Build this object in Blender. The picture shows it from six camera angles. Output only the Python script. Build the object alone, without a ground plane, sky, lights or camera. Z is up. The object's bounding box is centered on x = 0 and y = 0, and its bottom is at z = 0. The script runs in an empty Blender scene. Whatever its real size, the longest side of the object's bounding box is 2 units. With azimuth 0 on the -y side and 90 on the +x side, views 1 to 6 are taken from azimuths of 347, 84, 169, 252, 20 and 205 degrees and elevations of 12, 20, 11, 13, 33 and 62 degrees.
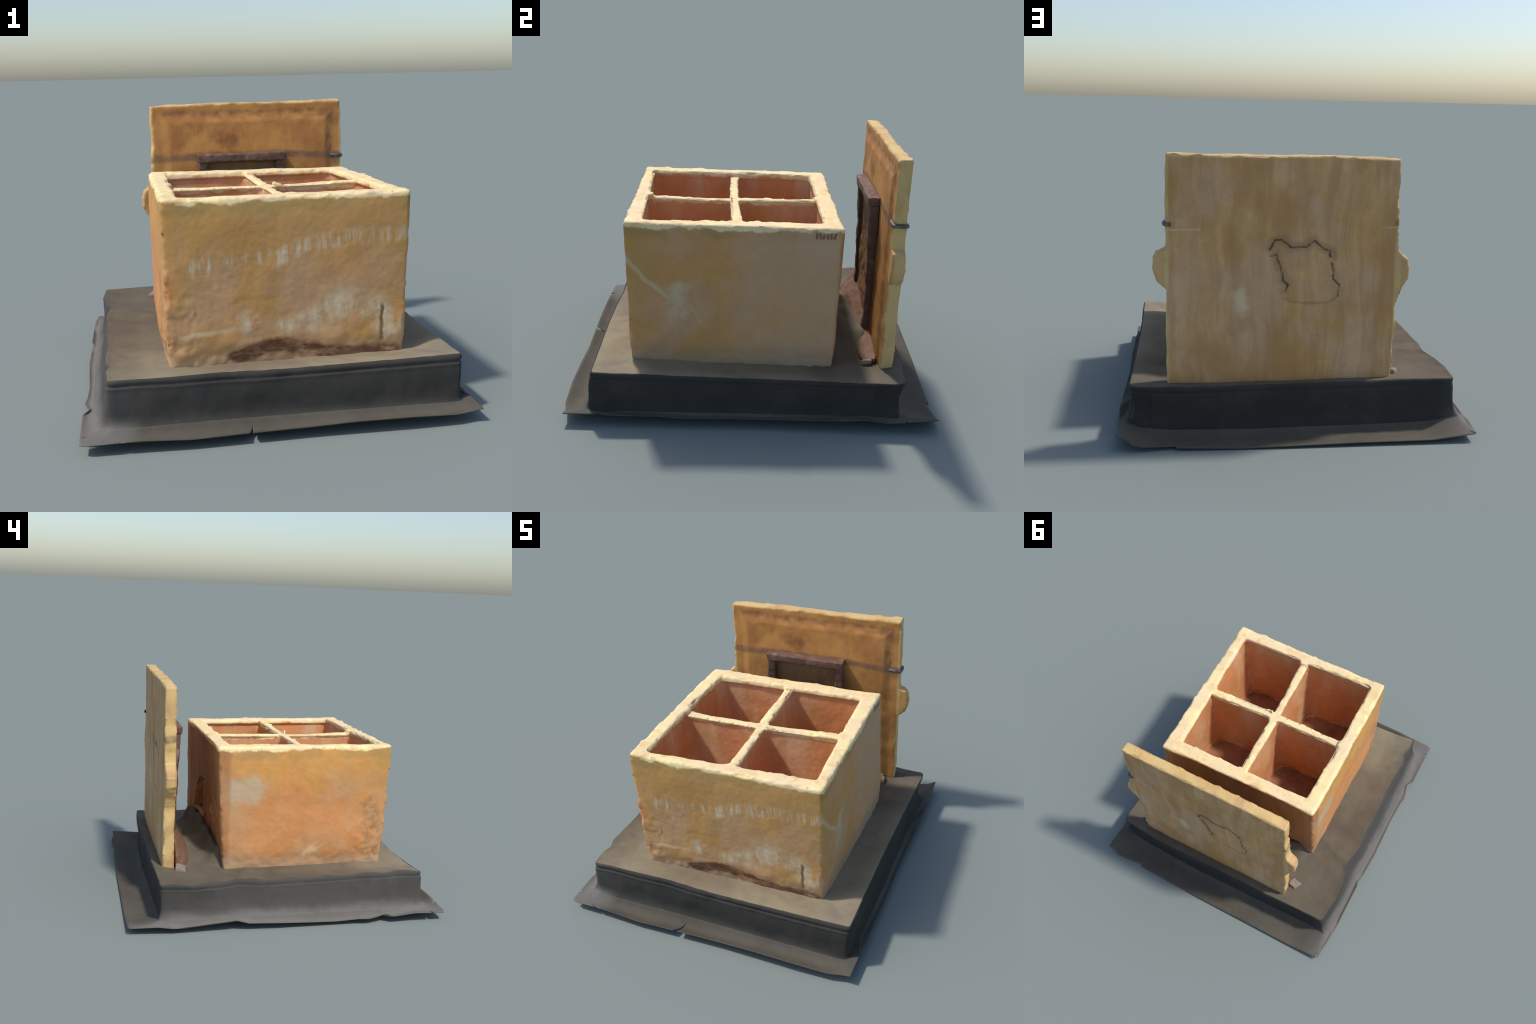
"""A four-compartment fired-clay chest, its flat two-eared lid standing upright on a
small dark wooden stand, all on a low plinth draped in black cloth."""
import bpy, bmesh, math
from mathutils import Vector, noise

# ------------------------------------------------------------------ helpers
def lerp(a, b, t):
    return a + (b - a) * t

def sstep(e0, e1, x):
    t = min(1.0, max(0.0, (x - e0) / (e1 - e0)))
    return t * t * (3 - 2 * t)

def nz(p, s, off=0.0):
    """smooth signed noise, about -1..1, with 1/s as the size of its lumps"""
    return noise.noise(Vector((p[0] * s + off, p[1] * s - 0.7 * off, p[2] * s + 0.3 * off)))

def poly(points, x):
    """piecewise linear curve through (x, y) points"""
    if x <= points[0][0]:
        return points[0][1]
    for (x0, y0), (x1, y1) in zip(points, points[1:]):
        if x <= x1:
            return lerp(y0, y1, (x - x0) / (x1 - x0))
    return points[-1][1]

def mesh_object(name, verts, faces, mats=(), smooth=True):
    me = bpy.data.meshes.new(name)
    me.from_pydata([tuple(v) for v in verts], [], faces)
    me.update()
    for m in mats:
        me.materials.append(m)
    if smooth:
        me.polygons.foreach_set("use_smooth", [True] * len(me.polygons))
    ob = bpy.data.objects.new(name, me)
    bpy.context.scene.collection.objects.link(ob)
    return ob

def fix_normals(ob):
    bm = bmesh.new()
    bm.from_mesh(ob.data)
    bmesh.ops.recalc_face_normals(bm, faces=bm.faces)
    bm.to_mesh(ob.data)
    bm.free()
    return ob

def loft(name, rings, closed=True):
    """skin through equal-length rings and cap both ends"""
    n = len(rings[0])
    verts = [v for r in rings for v in r]
    faces = []
    for k in range(len(rings) - 1):
        for i in range(n if closed else n - 1):
            j = (i + 1) % n
            faces.append((k * n + i, k * n + j, (k + 1) * n + j, (k + 1) * n + i))
    faces.append(tuple(range(n))[::-1])
    faces.append(tuple(range((len(rings) - 1) * n, len(rings) * n)))
    return fix_normals(mesh_object(name, verts, faces, smooth=False))

def rounded(corners, radius, steps=5):
    """a quad (list of four (x, y)) with rounded corners"""
    out = []
    for i in range(4):
        p, a, b = (Vector(corners[j % 4]) for j in (i, i - 1, i + 1))
        u, v = (a - p).normalized(), (b - p).normalized()
        p0, p1 = p + u * radius, p + v * radius
        for k in range(steps + 1):
            t = k / steps
            out.append((p0 * (1 - t) ** 2 + p * (2 * t * (1 - t)) + p1 * t * t).to_tuple())
    return out

def prism_y(name, outline, y0, y1):
    """outline in (x, z), swept along y; y0 and y1 are numbers or functions of x"""
    f0 = y0 if callable(y0) else (lambda x: y0)
    f1 = y1 if callable(y1) else (lambda x: y1)
    return loft(name, [[(x, f0(x), z) for x, z in outline], [(x, f1(x), z) for x, z in outline]])

def bake(ob):
    dg = bpy.context.evaluated_depsgraph_get()
    me = bpy.data.meshes.new_from_object(ob.evaluated_get(dg))
    ob.modifiers.clear()
    old = ob.data
    ob.data = me
    bpy.data.meshes.remove(old)
    return ob

def carve(ob, tools, operation="DIFFERENCE"):
    for t in tools:
        m = ob.modifiers.new("cut", "BOOLEAN")
        m.object, m.operation, m.solver = t, operation, "EXACT"
        bake(ob)
        bpy.data.objects.remove(t)
    return ob

def remesh(ob, voxel, smooth_steps=2):
    m = ob.modifiers.new("remesh", "REMESH")
    m.mode, m.voxel_size = "VOXEL", voxel
    bake(ob)
    if smooth_steps:
        m = ob.modifiers.new("smooth", "SMOOTH")
        m.iterations, m.factor = smooth_steps, 0.5
        bake(ob)
    return ob

def displace(ob, rule):
    """move every vertex by rule(position, normal)"""
    me = ob.data
    moved = [(v.index, rule(v.co.copy(), v.normal.copy())) for v in me.vertices]
    for i, p in moved:
        me.vertices[i].co = p
    me.update()

def split(body, parts, parent):
    """divide one smooth body into named parts: parts is a list of (name, material),
    body.data.polygons[i].material_index says the part; borders and normals stay shared"""
    me = body.data
    me.polygons.foreach_set("use_smooth", [True] * len(me.polygons))
    normals = [v.normal.copy() for v in me.vertices]
    groups = {}
    for p in me.polygons:
        groups.setdefault(p.material_index, []).append(p)
    made = []
    for idx, (name, mat) in enumerate(parts):
        polys = groups.get(idx, [])
        if not polys:
            continue
        new, verts, faces = {}, [], []
        for p in polys:
            f = []
            for vi in p.vertices:
                if vi not in new:
                    new[vi] = len(verts)
                    verts.append(me.vertices[vi].co.copy())
                f.append(new[vi])
            faces.append(tuple(f))
        ob = mesh_object(name, verts, faces, (mat,))
        order = sorted(new, key=new.get)
        ob.data.normals_split_custom_set_from_vertices([normals[i] for i in order])
        ob.parent = parent
        made.append(ob)
    bpy.data.objects.remove(body)
    return made

def thing(name, label, category):
    e = bpy.data.objects.new(name, None)
    bpy.context.scene.collection.objects.link(e)
    e["label"], e["category"] = label, category
    return e

# ------------------------------------------------------------------ node language
class Nodes:
    def __init__(self, name):
        self.mat = bpy.data.materials.new(name)
        self.mat.use_nodes = True
        self.t = self.mat.node_tree
        self.bsdf = self.t.nodes["Principled BSDF"]
        self.P = self.new("ShaderNodeTexCoord").outputs["Object"]

    def new(self, kind):
        return self.t.nodes.new(kind)

    def put(self, socket, value):
        if isinstance(value, bpy.types.NodeSocket):
            self.t.links.new(value, socket)
        elif isinstance(value, (tuple, list)) and socket.type == "RGBA" and len(value) == 3:
            socket.default_value = (*value, 1)
        else:
            socket.default_value = value

    def math(self, op, a, b=0.0, clamp=False):
        n = self.new("ShaderNodeMath")
        n.operation, n.use_clamp = op, clamp
        self.put(n.inputs[0], a)
        self.put(n.inputs[1], b)
        return n.outputs[0]

    def vmath(self, op, a, b=(0, 0, 0)):
        n = self.new("ShaderNodeVectorMath")
        n.operation = op
        self.put(n.inputs[0], a)
        if op == "SCALE":
            self.put(n.inputs["Scale"], b)
        else:
            self.put(n.inputs[1], b)
        return n.outputs["Value"] if op in ("DOT_PRODUCT", "LENGTH") else n.outputs["Vector"]

    def noise(self, scale, detail=4, rough=0.55, stretch=(1, 1, 1), shift=(0, 0, 0), colour=False, source=None):
        m = self.new("ShaderNodeMapping")
        self.put(m.inputs["Vector"], source or self.P)
        m.inputs["Scale"].default_value = stretch
        m.inputs["Location"].default_value = shift
        n = self.new("ShaderNodeTexNoise")
        self.put(n.inputs["Vector"], m.outputs[0])
        n.inputs["Scale"].default_value, n.inputs["Detail"].default_value, n.inputs["Roughness"].default_value = scale, detail, rough
        return n.outputs["Color" if colour else "Fac"]

    def band(self, x, lo, hi):
        """0 below lo, 1 above hi, smooth between (or the other way round)"""
        n = self.new("ShaderNodeMapRange")
        n.interpolation_type = "SMOOTHSTEP"
        flip = lo > hi
        self.put(n.inputs["Value"], x)
        n.inputs["From Min"].default_value, n.inputs["From Max"].default_value = min(lo, hi), max(lo, hi)
        n.inputs["To Min"].default_value, n.inputs["To Max"].default_value = (1, 0) if flip else (0, 1)
        return n.outputs["Result"]

    def mix(self, fac, a, b, blend="MIX"):
        n = self.new("ShaderNodeMix")
        n.data_type, n.blend_type = "RGBA", blend
        self.put(n.inputs["Factor"], fac)
        self.put(n.inputs["A"] if False else n.inputs[6], a)
        self.put(n.inputs[7], b)
        return n.outputs[2]

    def xyz(self, source=None):
        n = self.new("ShaderNodeSeparateXYZ")
        self.put(n.inputs[0], source or self.P)
        return n.outputs

    def wobble(self, scale, amount):
        """position shaken by noise, so that marks get ragged outlines"""
        c = self.noise(scale, 3, colour=True)
        d = self.vmath("SCALE", self.vmath("SUBTRACT", c, (0.5, 0.5, 0.5)), amount)
        return self.vmath("ADD", self.P, d)

    def stroke(self, P, a, b, r, soft):
        """mask of a brush stroke from a to b in space"""
        n = self.new("ShaderNodeGroup")
        n.node_tree = stroke_group()
        self.put(n.inputs["Vector"], P)
        n.inputs["A"].default_value, n.inputs["B"].default_value = a, b
        n.inputs["Radius"].default_value, n.inputs["Soft"].default_value = r, r + soft
        return n.outputs[0]

    def strokes(self, P, path, r, soft):
        out = None
        for a, b in zip(path, path[1:]):
            s = self.stroke(P, a, b, r, soft)
            out = s if out is None else self.math("MAXIMUM", out, s)
        return out

    def finish(self, colour, rough=0.75, bump=None, strength=0.2, distance=0.004, spec=0.3):
        self.put(self.bsdf.inputs["Base Color"], colour)
        self.put(self.bsdf.inputs["Roughness"], rough)
        self.bsdf.inputs["Specular IOR Level"].default_value = spec
        if bump is not None:
            b = self.new("ShaderNodeBump")
            b.inputs["Strength"].default_value, b.inputs["Distance"].default_value = strength, distance
            self.put(b.inputs["Height"], bump)
            self.put(self.bsdf.inputs["Normal"], b.outputs[0])
        return self.mat

_group = []
def stroke_group():
    if _group:
        return _group[0]
    g = bpy.data.node_groups.new("stroke", "ShaderNodeTree")
    for nm, kind in (("Vector", "NodeSocketVector"), ("A", "NodeSocketVector"), ("B", "NodeSocketVector"), ("Radius", "NodeSocketFloat"), ("Soft", "NodeSocketFloat")):
        g.interface.new_socket(nm, in_out="INPUT", socket_type=kind)
    g.interface.new_socket("Mask", in_out="OUTPUT", socket_type="NodeSocketFloat")
    i, o = g.nodes.new("NodeGroupInput"), g.nodes.new("NodeGroupOutput")
    def vm(op, a, b):
        n = g.nodes.new("ShaderNodeVectorMath")
        n.operation = op
        g.links.new(a, n.inputs[0])
        g.links.new(b, n.inputs["Scale"] if op == "SCALE" else n.inputs[1])
        return n
    pa = vm("SUBTRACT", i.outputs["Vector"], i.outputs["A"]).outputs[0]
    ba = vm("SUBTRACT", i.outputs["B"], i.outputs["A"]).outputs[0]
    d = g.nodes.new("ShaderNodeMath")
    d.operation, d.use_clamp = "DIVIDE", True
    g.links.new(vm("DOT_PRODUCT", pa, ba).outputs["Value"], d.inputs[0])
    g.links.new(vm("DOT_PRODUCT", ba, ba).outputs["Value"], d.inputs[1])
    q = vm("SUBTRACT", pa, vm("SCALE", ba, d.outputs[0]).outputs[0]).outputs[0]
    length = g.nodes.new("ShaderNodeVectorMath")
    length.operation = "LENGTH"
    g.links.new(q, length.inputs[0])
    m = g.nodes.new("ShaderNodeMapRange")
    m.interpolation_type = "SMOOTHSTEP"
    g.links.new(length.outputs["Value"], m.inputs["Value"])
    g.links.new(i.outputs["Radius"], m.inputs["From Min"])
    g.links.new(i.outputs["Soft"], m.inputs["From Max"])
    m.inputs["To Min"].default_value, m.inputs["To Max"].default_value = 1, 0
    g.links.new(m.outputs["Result"], o.inputs[0])
    _group.append(g)
    return g

# ------------------------------------------------------------------ colours
TAN, OLIVE, ROSE, ORANGE = (0.60, 0.308, 0.112), (0.56, 0.305, 0.092), (0.575, 0.335, 0.168), (0.64, 0.27, 0.09)
CHALK, SOOT = (0.66, 0.53, 0.36), (0.085, 0.05, 0.03)

def clay_base(n, tan=TAN, olive=OLIVE, rose=ROSE):
    c = n.mix(n.band(n.noise(2.6, 3), 0.38, 0.62), tan, olive)
    c = n.mix(n.band(n.noise(3.4, 4, shift=(3, 1, 7)), 0.38, 0.60), c, rose)
    v = n.noise(11, 5, 0.6, shift=(1, 5, 2))
    c = n.mix(1.0, c, n.mix(v, (0.80, 0.78, 0.76), (1.16, 1.17, 1.18)), "MULTIPLY")
    fine = n.noise(60, 4, 0.65)
    return n.mix(1.0, c, n.mix(fine, (0.90, 0.90, 0.90), (1.09, 1.09, 1.09)), "MULTIPLY")

def rim_mask(n, drop=0.0):
    """pale worn clay along the top edges, spilling raggedly over the corners"""
    x, y, z = n.xyz()
    level = n.math("ADD", n.math("MULTIPLY", x, 0.0105), n.math("MULTIPLY", y, 0.006))
    h = n.math("ADD", n.math("ADD", z, level), -0.9785 + drop)
    rag = n.math("ADD", n.math("MULTIPLY", n.math("SUBTRACT", n.noise(9, 3), 0.5), 0.055), n.math("MULTIPLY", n.math("SUBTRACT", n.noise(26, 3, shift=(7, 3, 1)), 0.5), 0.03))
    return n.band(n.math("ADD", h, rag), -0.024, -0.010)

def rim_colour(n):
    c = clay_base(n, (0.90, 0.71, 0.37), (0.93, 0.77, 0.38), (0.88, 0.68, 0.39))
    worn = n.band(n.noise(7, 5, 0.6, shift=(2, 2, 2)), 0.54, 0.68)
    c = n.mix(n.math("MULTIPLY", worn, 0.75), c, (0.80, 0.52, 0.25))
    rust = n.band(n.noise(12, 5, 0.65, shift=(4, 9, 2)), 0.57, 0.70)
    return n.mix(n.math("MULTIPLY", rust, 0.6), c, (0.74, 0.40, 0.16))

def wall_clay():
    n = Nodes("chest_wall_clay")
    x, y, z = n.xyz()
    c = clay_base(n)
    # the left-hand wall is fired to a warmer orange
    left = n.band(n.math("ADD", x, n.math("MULTIPLY", n.noise(5, 3), 0.03)), -0.44, -0.485)
    warm = n.mix(n.band(n.noise(3.0, 4, shift=(9, 2, 4)), 0.38, 0.60), ORANGE, (0.56, 0.30, 0.135))
    warm = n.mix(n.math("MULTIPLY", n.band(n.noise(6, 5, 0.65, shift=(1, 9, 4)), 0.5, 0.68), 0.6), warm, (0.66, 0.36, 0.17))
    gold = n.band(n.math("ADD", z, n.math("MULTIPLY", n.math("SUBTRACT", n.noise(4, 4, shift=(2, 6, 6)), 0.5), 0.6)), 0.66, 0.92)
    warm = n.mix(n.math("MULTIPLY", gold, 0.75), warm, (0.68, 0.33, 0.075))
    warm = n.mix(1.0, warm, n.mix(n.noise(8, 5, 0.65, shift=(3, 3, 8)), (0.78, 0.76, 0.74), (1.18, 1.20, 1.22)), "MULTIPLY")
    c = n.mix(n.math("MULTIPLY", left, 0.92), c, warm)
    # fired browner in the upper part of the front and on the near end of the right-hand wall
    up = n.band(n.math("ADD", z, n.math("MULTIPLY", n.math("SUBTRACT", n.noise(3.2, 4, shift=(5, 0, 2)), 0.5), 0.5)), 0.60, 0.86)
    frontal = n.band(n.math("ADD", y, n.math("MULTIPLY", n.noise(5, 3), 0.2)), -0.33, -0.52)
    c = n.mix(n.math("MULTIPLY", n.math("MULTIPLY", up, frontal), 0.75), c, n.mix(n.noise(4, 4), (0.54, 0.265, 0.075), (0.50, 0.30, 0.095)))
    w = n.wobble(9, 0.07)
    wf = n.wobble(30, 0.02)
    # front: a rising row of short white drips
    drips = n.band(n.noise(1, 3, 0.6, stretch=(38, 6, 5)), 0.42, 0.68)
    m = n.strokes(w, [(-0.40, -0.65, 0.69), (-0.02, -0.66, 0.72), (0.10, -0.67, 0.765), (0.25, -0.675, 0.79), (0.53, -0.69, 0.795)], 0.012, 0.045)
    c = n.mix(n.math("MULTIPLY", m, n.math("MULTIPLY", drips, 0.85)), c, CHALK)
    # front: chalky bloom low on the right, limy line low on the left
    bloom = n.math("MAXIMUM", n.strokes(w, [(0.10, -0.65, 0.43), (0.27, -0.66, 0.50), (0.42, -0.67, 0.46), (0.47, -0.67, 0.36)], 0.02, 0.075), n.strokes(w, [(-0.17, -0.64, 0.44), (-0.12, -0.64, 0.40), (0.05, -0.65, 0.40)], 0.01, 0.05))
    c = n.mix(n.math("MULTIPLY", bloom, n.math("MULTIPLY", n.band(n.noise(9, 5, 0.65, stretch=(1.6, 1, 0.7)), 0.36, 0.60), 0.85)), c, (0.68, 0.55, 0.36))
    c = n.mix(n.math("MULTIPLY", n.strokes(n.wobble(20, 0.02), [(-0.47, -0.63, 0.385), (-0.30, -0.635, 0.40), (-0.20, -0.64, 0.41)], 0.002, 0.014), 0.55), c, (0.66, 0.54, 0.34))
    c = n.mix(n.math("MULTIPLY", n.strokes(wf, [(0.438, -0.675, 0.475), (0.440, -0.675, 0.31)], 0.004, 0.010), 0.85), c, (0.17, 0.095, 0.045))
    olive_patch = n.math("MULTIPLY", n.band(n.math("ADD", z, n.math("MULTIPLY", n.noise(9, 4), 0.10)), 0.945, 0.985), n.band(n.noise(5, 4, shift=(6, 1, 3)), 0.4, 0.6))
    c = n.mix(n.math("MULTIPLY", olive_patch, 0.55), c, (0.34, 0.24, 0.085))  # darker olive patches just below the rim
    # right-hand wall: a long pale scratch, a splash below it, faint lettering near the top corner
    pale = n.strokes(n.wobble(14, 0.03), [(0.56, -0.69, 0.79), (0.57, -0.60, 0.69), (0.575, -0.49, 0.60)], 0.004, 0.016)
    splash = n.math("MULTIPLY", n.strokes(n.wobble(8, 0.09), [(0.575, -0.43, 0.64), (0.575, -0.45, 0.50)], 0.015, 0.065), n.band(n.noise(14, 5, 0.65), 0.3, 0.55))
    faint = n.strokes(n.wobble(14, 0.03), [(0.575, -0.40, 0.60), (0.575, -0.34, 0.50), (0.575, -0.30, 0.43)], 0.003, 0.013)
    c = n.mix(n.math("MAXIMUM", n.math("MULTIPLY", pale, 0.5), n.math("MAXIMUM", n.math("MULTIPLY", splash, 0.55), n.math("MULTIPLY", faint, 0.35))), c, (0.60, 0.55, 0.36))
    rose = n.math("MULTIPLY", n.band(x, 0.5, 0.56), n.band(n.math("ADD", y, n.math("MULTIPLY", n.noise(3.5, 4), 1.0)), 0.05, 0.85))
    c = n.mix(n.math("MULTIPLY", rose, 0.6), c, (0.52, 0.35, 0.215))
    # left wall: a grey rubbed patch and pale scrapes
    rub = n.math("MULTIPLY", n.strokes(n.wobble(7, 0.13), [(-0.46, 0.36, 0.73), (-0.49, 0.25, 0.73)], 0.05, 0.07), n.band(n.noise(9, 5, 0.65), 0.2, 0.45))
    c = n.mix(n.math("MULTIPLY", rub, 0.85), c, (0.53, 0.41, 0.26))
    for a, b in (((-0.49, -0.17, 0.85), (-0.48, -0.08, 0.71)), ((-0.49, -0.285, 0.77), (-0.49, -0.27, 0.68)), ((-0.5, -0.27, 0.42), (-0.5, -0.15, 0.33)), ((-0.5, -0.20, 0.41), (-0.5, -0.11, 0.32))):
        c = n.mix(n.math("MULTIPLY", n.stroke(n.wobble(16, 0.03), a, b, 0.004, 0.022), 0.6), c, (0.88, 0.60, 0.35))
    scuff = n.math("MULTIPLY", n.stroke(w, (-0.50, -0.52, 0.62), (-0.51, -0.56, 0.33), 0.04, 0.06), n.band(n.noise(17, 5, 0.7), 0.45, 0.6))
    c = n.mix(n.math("MULTIPLY", scuff, 0.7), c, (0.34, 0.18, 0.085))
    # a smudged row of small dark painted signs under the corner of the rim
    flat = n.vmath("MULTIPLY", n.wobble(40, 0.010), (0.25, 1, 1))
    for k in range(6):
        yk = 0.245 + 0.018 * k
        lean = 0.0025 * math.sin(2.3 * k)
        sign = n.stroke(flat, (0.153, yk - lean, 0.948), (0.153, yk + lean, 0.926), 0.003, 0.007)
        c = n.mix(n.math("MULTIPLY", sign, 0.75), c, (0.13, 0.065, 0.04))
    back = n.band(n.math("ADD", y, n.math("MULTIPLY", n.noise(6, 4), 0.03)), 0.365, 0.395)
    c = n.mix(n.math("MULTIPLY", back, 0.75), c, n.mix(n.band(n.noise(5, 4, 0.6, stretch=(1.5, 1, 0.4)), 0.4, 0.62), (0.50, 0.23, 0.085), (0.36, 0.155, 0.065)))  # redder clay at the back, darkened with the original's baked shade
    foot = n.band(n.math("ADD", z, n.math("MULTIPLY", n.math("SUBTRACT", n.noise(8, 5, 0.65), 0.5), 0.16)), 0.36, 0.26)
    c = n.mix(n.math("MULTIPLY", foot, 0.6), c, (0.47, 0.34, 0.215))
    dark = n.strokes(w, [(-0.22, -0.62, 0.275), (-0.10, -0.625, 0.31), (0.02, -0.625, 0.31), (0.16, -0.635, 0.27), (0.50, -0.65, 0.255)], 0.022, 0.03)
    dark = n.math("MULTIPLY", dark, n.math("ADD", 0.35, n.math("MULTIPLY", n.band(n.noise(15, 5, 0.7, stretch=(0.7, 1, 1.6)), 0.36, 0.56), 0.6)))
    c = n.mix(dark, c, (0.15, 0.065, 0.035))
    c = n.mix(rim_mask(n), c, rim_colour(n))
    return n.finish(c, 0.72, n.noise(34, 6, 0.6), 0.35, 0.006)

def chamber_clay(drop=0.0):
    n = Nodes("partition_clay" if drop else "chamber_clay")
    x, y, z = n.xyz()
    c = clay_base(n, (0.69, 0.295, 0.112), (0.65, 0.30, 0.115), (0.67, 0.305, 0.14))
    lime = n.band(n.noise(5.5, 5, 0.6, stretch=(1, 1, 0.35), shift=(4, 8, 1)), 0.44, 0.66)
    c = n.mix(n.math("MULTIPLY", lime, 0.7), c, (0.72, 0.48, 0.28))
    ochre = n.band(n.noise(3.5, 4, 0.6, shift=(8, 2, 5)), 0.5, 0.66)
    c = n.mix(n.math("MULTIPLY", ochre, 0.55), c, (0.66, 0.35, 0.11))
    c = n.mix(rim_mask(n, drop), c, rim_colour(n))
    return n.finish(c, 0.75, n.noise(34, 6, 0.6), 0.3, 0.005)

def floor_clay():
    n = Nodes("chamber_floor_brown")  # floor coloured darker and browner than the chamber walls
    c = clay_base(n, (0.32, 0.14, 0.068), (0.22, 0.095, 0.05), (0.38, 0.18, 0.10))
    return n.finish(c, 0.9, n.noise(26, 6, 0.7), 0.6, 0.012)

LID_CRACK = [(0.197, 0.865), (0.171, 0.875), (0.153, 0.811), (0.140, 0.789), (0.139, 0.746), (0.114, 0.723), (0.126, 0.696)]
LID_CRACK_TOP = [(0.203, 0.897), (0.178, 0.939), (0.146, 0.944), (0.102, 0.908), (0.032, 0.907), (-0.011, 0.937), (-0.055, 0.899), (-0.085, 0.885), (-0.089, 0.86)]
LID_CRACK_SIDE = [(-0.095, 0.83), (-0.103, 0.795), (-0.105, 0.75), (-0.133, 0.723), (-0.129, 0.673), (-0.11, 0.655), (-0.075, 0.636), (0.046, 0.634), (0.134, 0.658)]
LID_T = 0.064
def lid_inner(x):
    return 0.6525 - 0.068 * x
def lid_outer(x):
    return lid_inner(x) + LID_T

def lid_clay(handle=False):
    n = Nodes("lid_handle_clay" if handle else "lid_clay")
    x, y, z = n.xyz()
    c = clay_base(n, (0.61, 0.36, 0.155), (0.55, 0.315, 0.112), (0.575, 0.35, 0.19))
    grain = n.noise(1, 5, 0.6, stretch=(24, 5, 1.3), source=n.wobble(2.2, 0.14))
    c = n.mix(1.0, c, n.mix(n.band(grain, 0.3, 0.7), (0.88, 0.87, 0.85), (1.12, 1.13, 1.15)), "MULTIPLY")
    brown = n.band(n.noise(1, 5, 0.6, stretch=(4.5, 3, 2.2), shift=(2, 7, 3)), 0.44, 0.64)
    c = n.mix(n.math("MULTIPLY", brown, 0.75), c, (0.45, 0.235, 0.08))
    # inner face: warmer, with brown stains
    depth = n.math("SUBTRACT", n.math("ADD", y, n.math("MULTIPLY", x, 0.068)), 0.6525)
    inner = n.band(depth, 0.016, 0.004)
    warm = n.mix(n.band(n.noise(6, 5, 0.65, shift=(5, 5, 5)), 0.4, 0.65), (0.56, 0.27, 0.075), (0.43, 0.18, 0.052))
    c = n.mix(n.math("MULTIPLY", inner, 0.95), c, warm)
    edge = n.math("MAXIMUM", n.math("MAXIMUM", n.band(x, 0.668, 0.684), n.band(x, -0.396, -0.412)), n.band(z, 1.318, 1.334))
    c = n.mix(n.math("MULTIPLY", edge, n.math("MULTIPLY", n.band(n.noise(7, 4), 0.2, 0.6), 0.35 if handle else 0.8)), c, (0.70, 0.50, 0.20))
    if not handle:
        w = n.wobble(12, 0.05)
        P = lambda px, pz: (px, lid_inner(px) - 0.007, pz)
        stain = n.math("MAXIMUM", n.strokes(w, [P(-0.33, 1.28), P(0.62, 1.27)], 0.008, 0.03), n.strokes(w, [P(0.62, 1.27), P(0.61, 1.06)], 0.01, 0.03))
        stain = n.math("MAXIMUM", stain, n.math("MULTIPLY", n.strokes(w, [P(-0.05, 1.15), P(0.04, 1.12)], 0.015, 0.05), 0.9))
        c = n.mix(n.math("MULTIPLY", stain, n.band(n.noise(18, 4), 0.3, 0.7)), c, (0.27, 0.12, 0.05))
        strap = n.strokes(n.wobble(16, 0.02), [P(-0.41, 1.032), P(-0.10, 1.04), P(0.34, 1.04), P(0.68, 1.02)], 0.010, 0.022)
        round_edge = n.strokes(n.wobble(16, 0.02), [(-0.415, lid_inner(-0.41) - 0.005, 1.030), (-0.418, lid_outer(-0.41), 1.024)], 0.012, 0.02)
        c = n.mix(n.math("MULTIPLY", n.math("MAXIMUM", strap, round_edge), n.math("ADD", 0.45, n.math("MULTIPLY", n.band(n.noise(13, 4), 0.35, 0.6), 0.35))), c, (0.16, 0.095, 0.075))
        # outer face: crack, white splash, light scratch lines
        Q = lambda px, pz: (px, lid_outer(px), pz)
        wf = n.wobble(30, 0.022)
        halo = n.math("MAXIMUM", n.strokes(w, [Q(*p) for p in LID_CRACK[1:]], 0.008, 0.03), n.strokes(w, [Q(*p) for p in LID_CRACK_TOP], 0.008, 0.03))
        c = n.mix(n.math("MULTIPLY", halo, 0.5), c, (0.30, 0.17, 0.08))
        crack = n.math("MAXIMUM", n.strokes(wf, [Q(*p) for p in LID_CRACK], 0.0022, 0.006), n.strokes(wf, [Q(*p) for p in LID_CRACK_TOP], 0.0022, 0.006))
        c = n.mix(n.math("MULTIPLY", crack, n.math("ADD", n.math("MULTIPLY", n.band(n.noise(16, 4), 0.35, 0.55), 0.4), 0.5)), c, SOOT)
        c = n.mix(n.math("MULTIPLY", n.strokes(wf, [Q(*p) for p in LID_CRACK_SIDE[:5]], 0.0020, 0.007), 0.85), c, SOOT)
        c = n.mix(n.math("MULTIPLY", n.strokes(wf, [Q(*p) for p in LID_CRACK_SIDE[4:]], 0.002, 0.010), 0.4), c, (0.2, 0.1, 0.05))
        splash = n.math("MULTIPLY", n.strokes(n.wobble(10, 0.06), [Q(0.345, 0.68), Q(0.325, 0.60)], 0.006, 0.05), n.band(n.noise(16, 4), 0.3, 0.55))
        c = n.mix(n.math("MULTIPLY", splash, 0.6), c, (0.74, 0.60, 0.38))
        lines = n.math("MAXIMUM", n.stroke(n.wobble(10, 0.01), Q(0.68, 0.99), Q(0.53, 0.99), 0.0015, 0.007), n.stroke(n.wobble(10, 0.01), Q(-0.41, 1.005), Q(-0.33, 1.0), 0.0015, 0.006))
        c = n.mix(n.math("MULTIPLY", lines, 0.5), c, (0.74, 0.58, 0.36))
    return n.finish(c, 0.7, n.noise(30, 6, 0.6, stretch=(2, 1, 0.6)), 0.3, 0.005)

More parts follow.
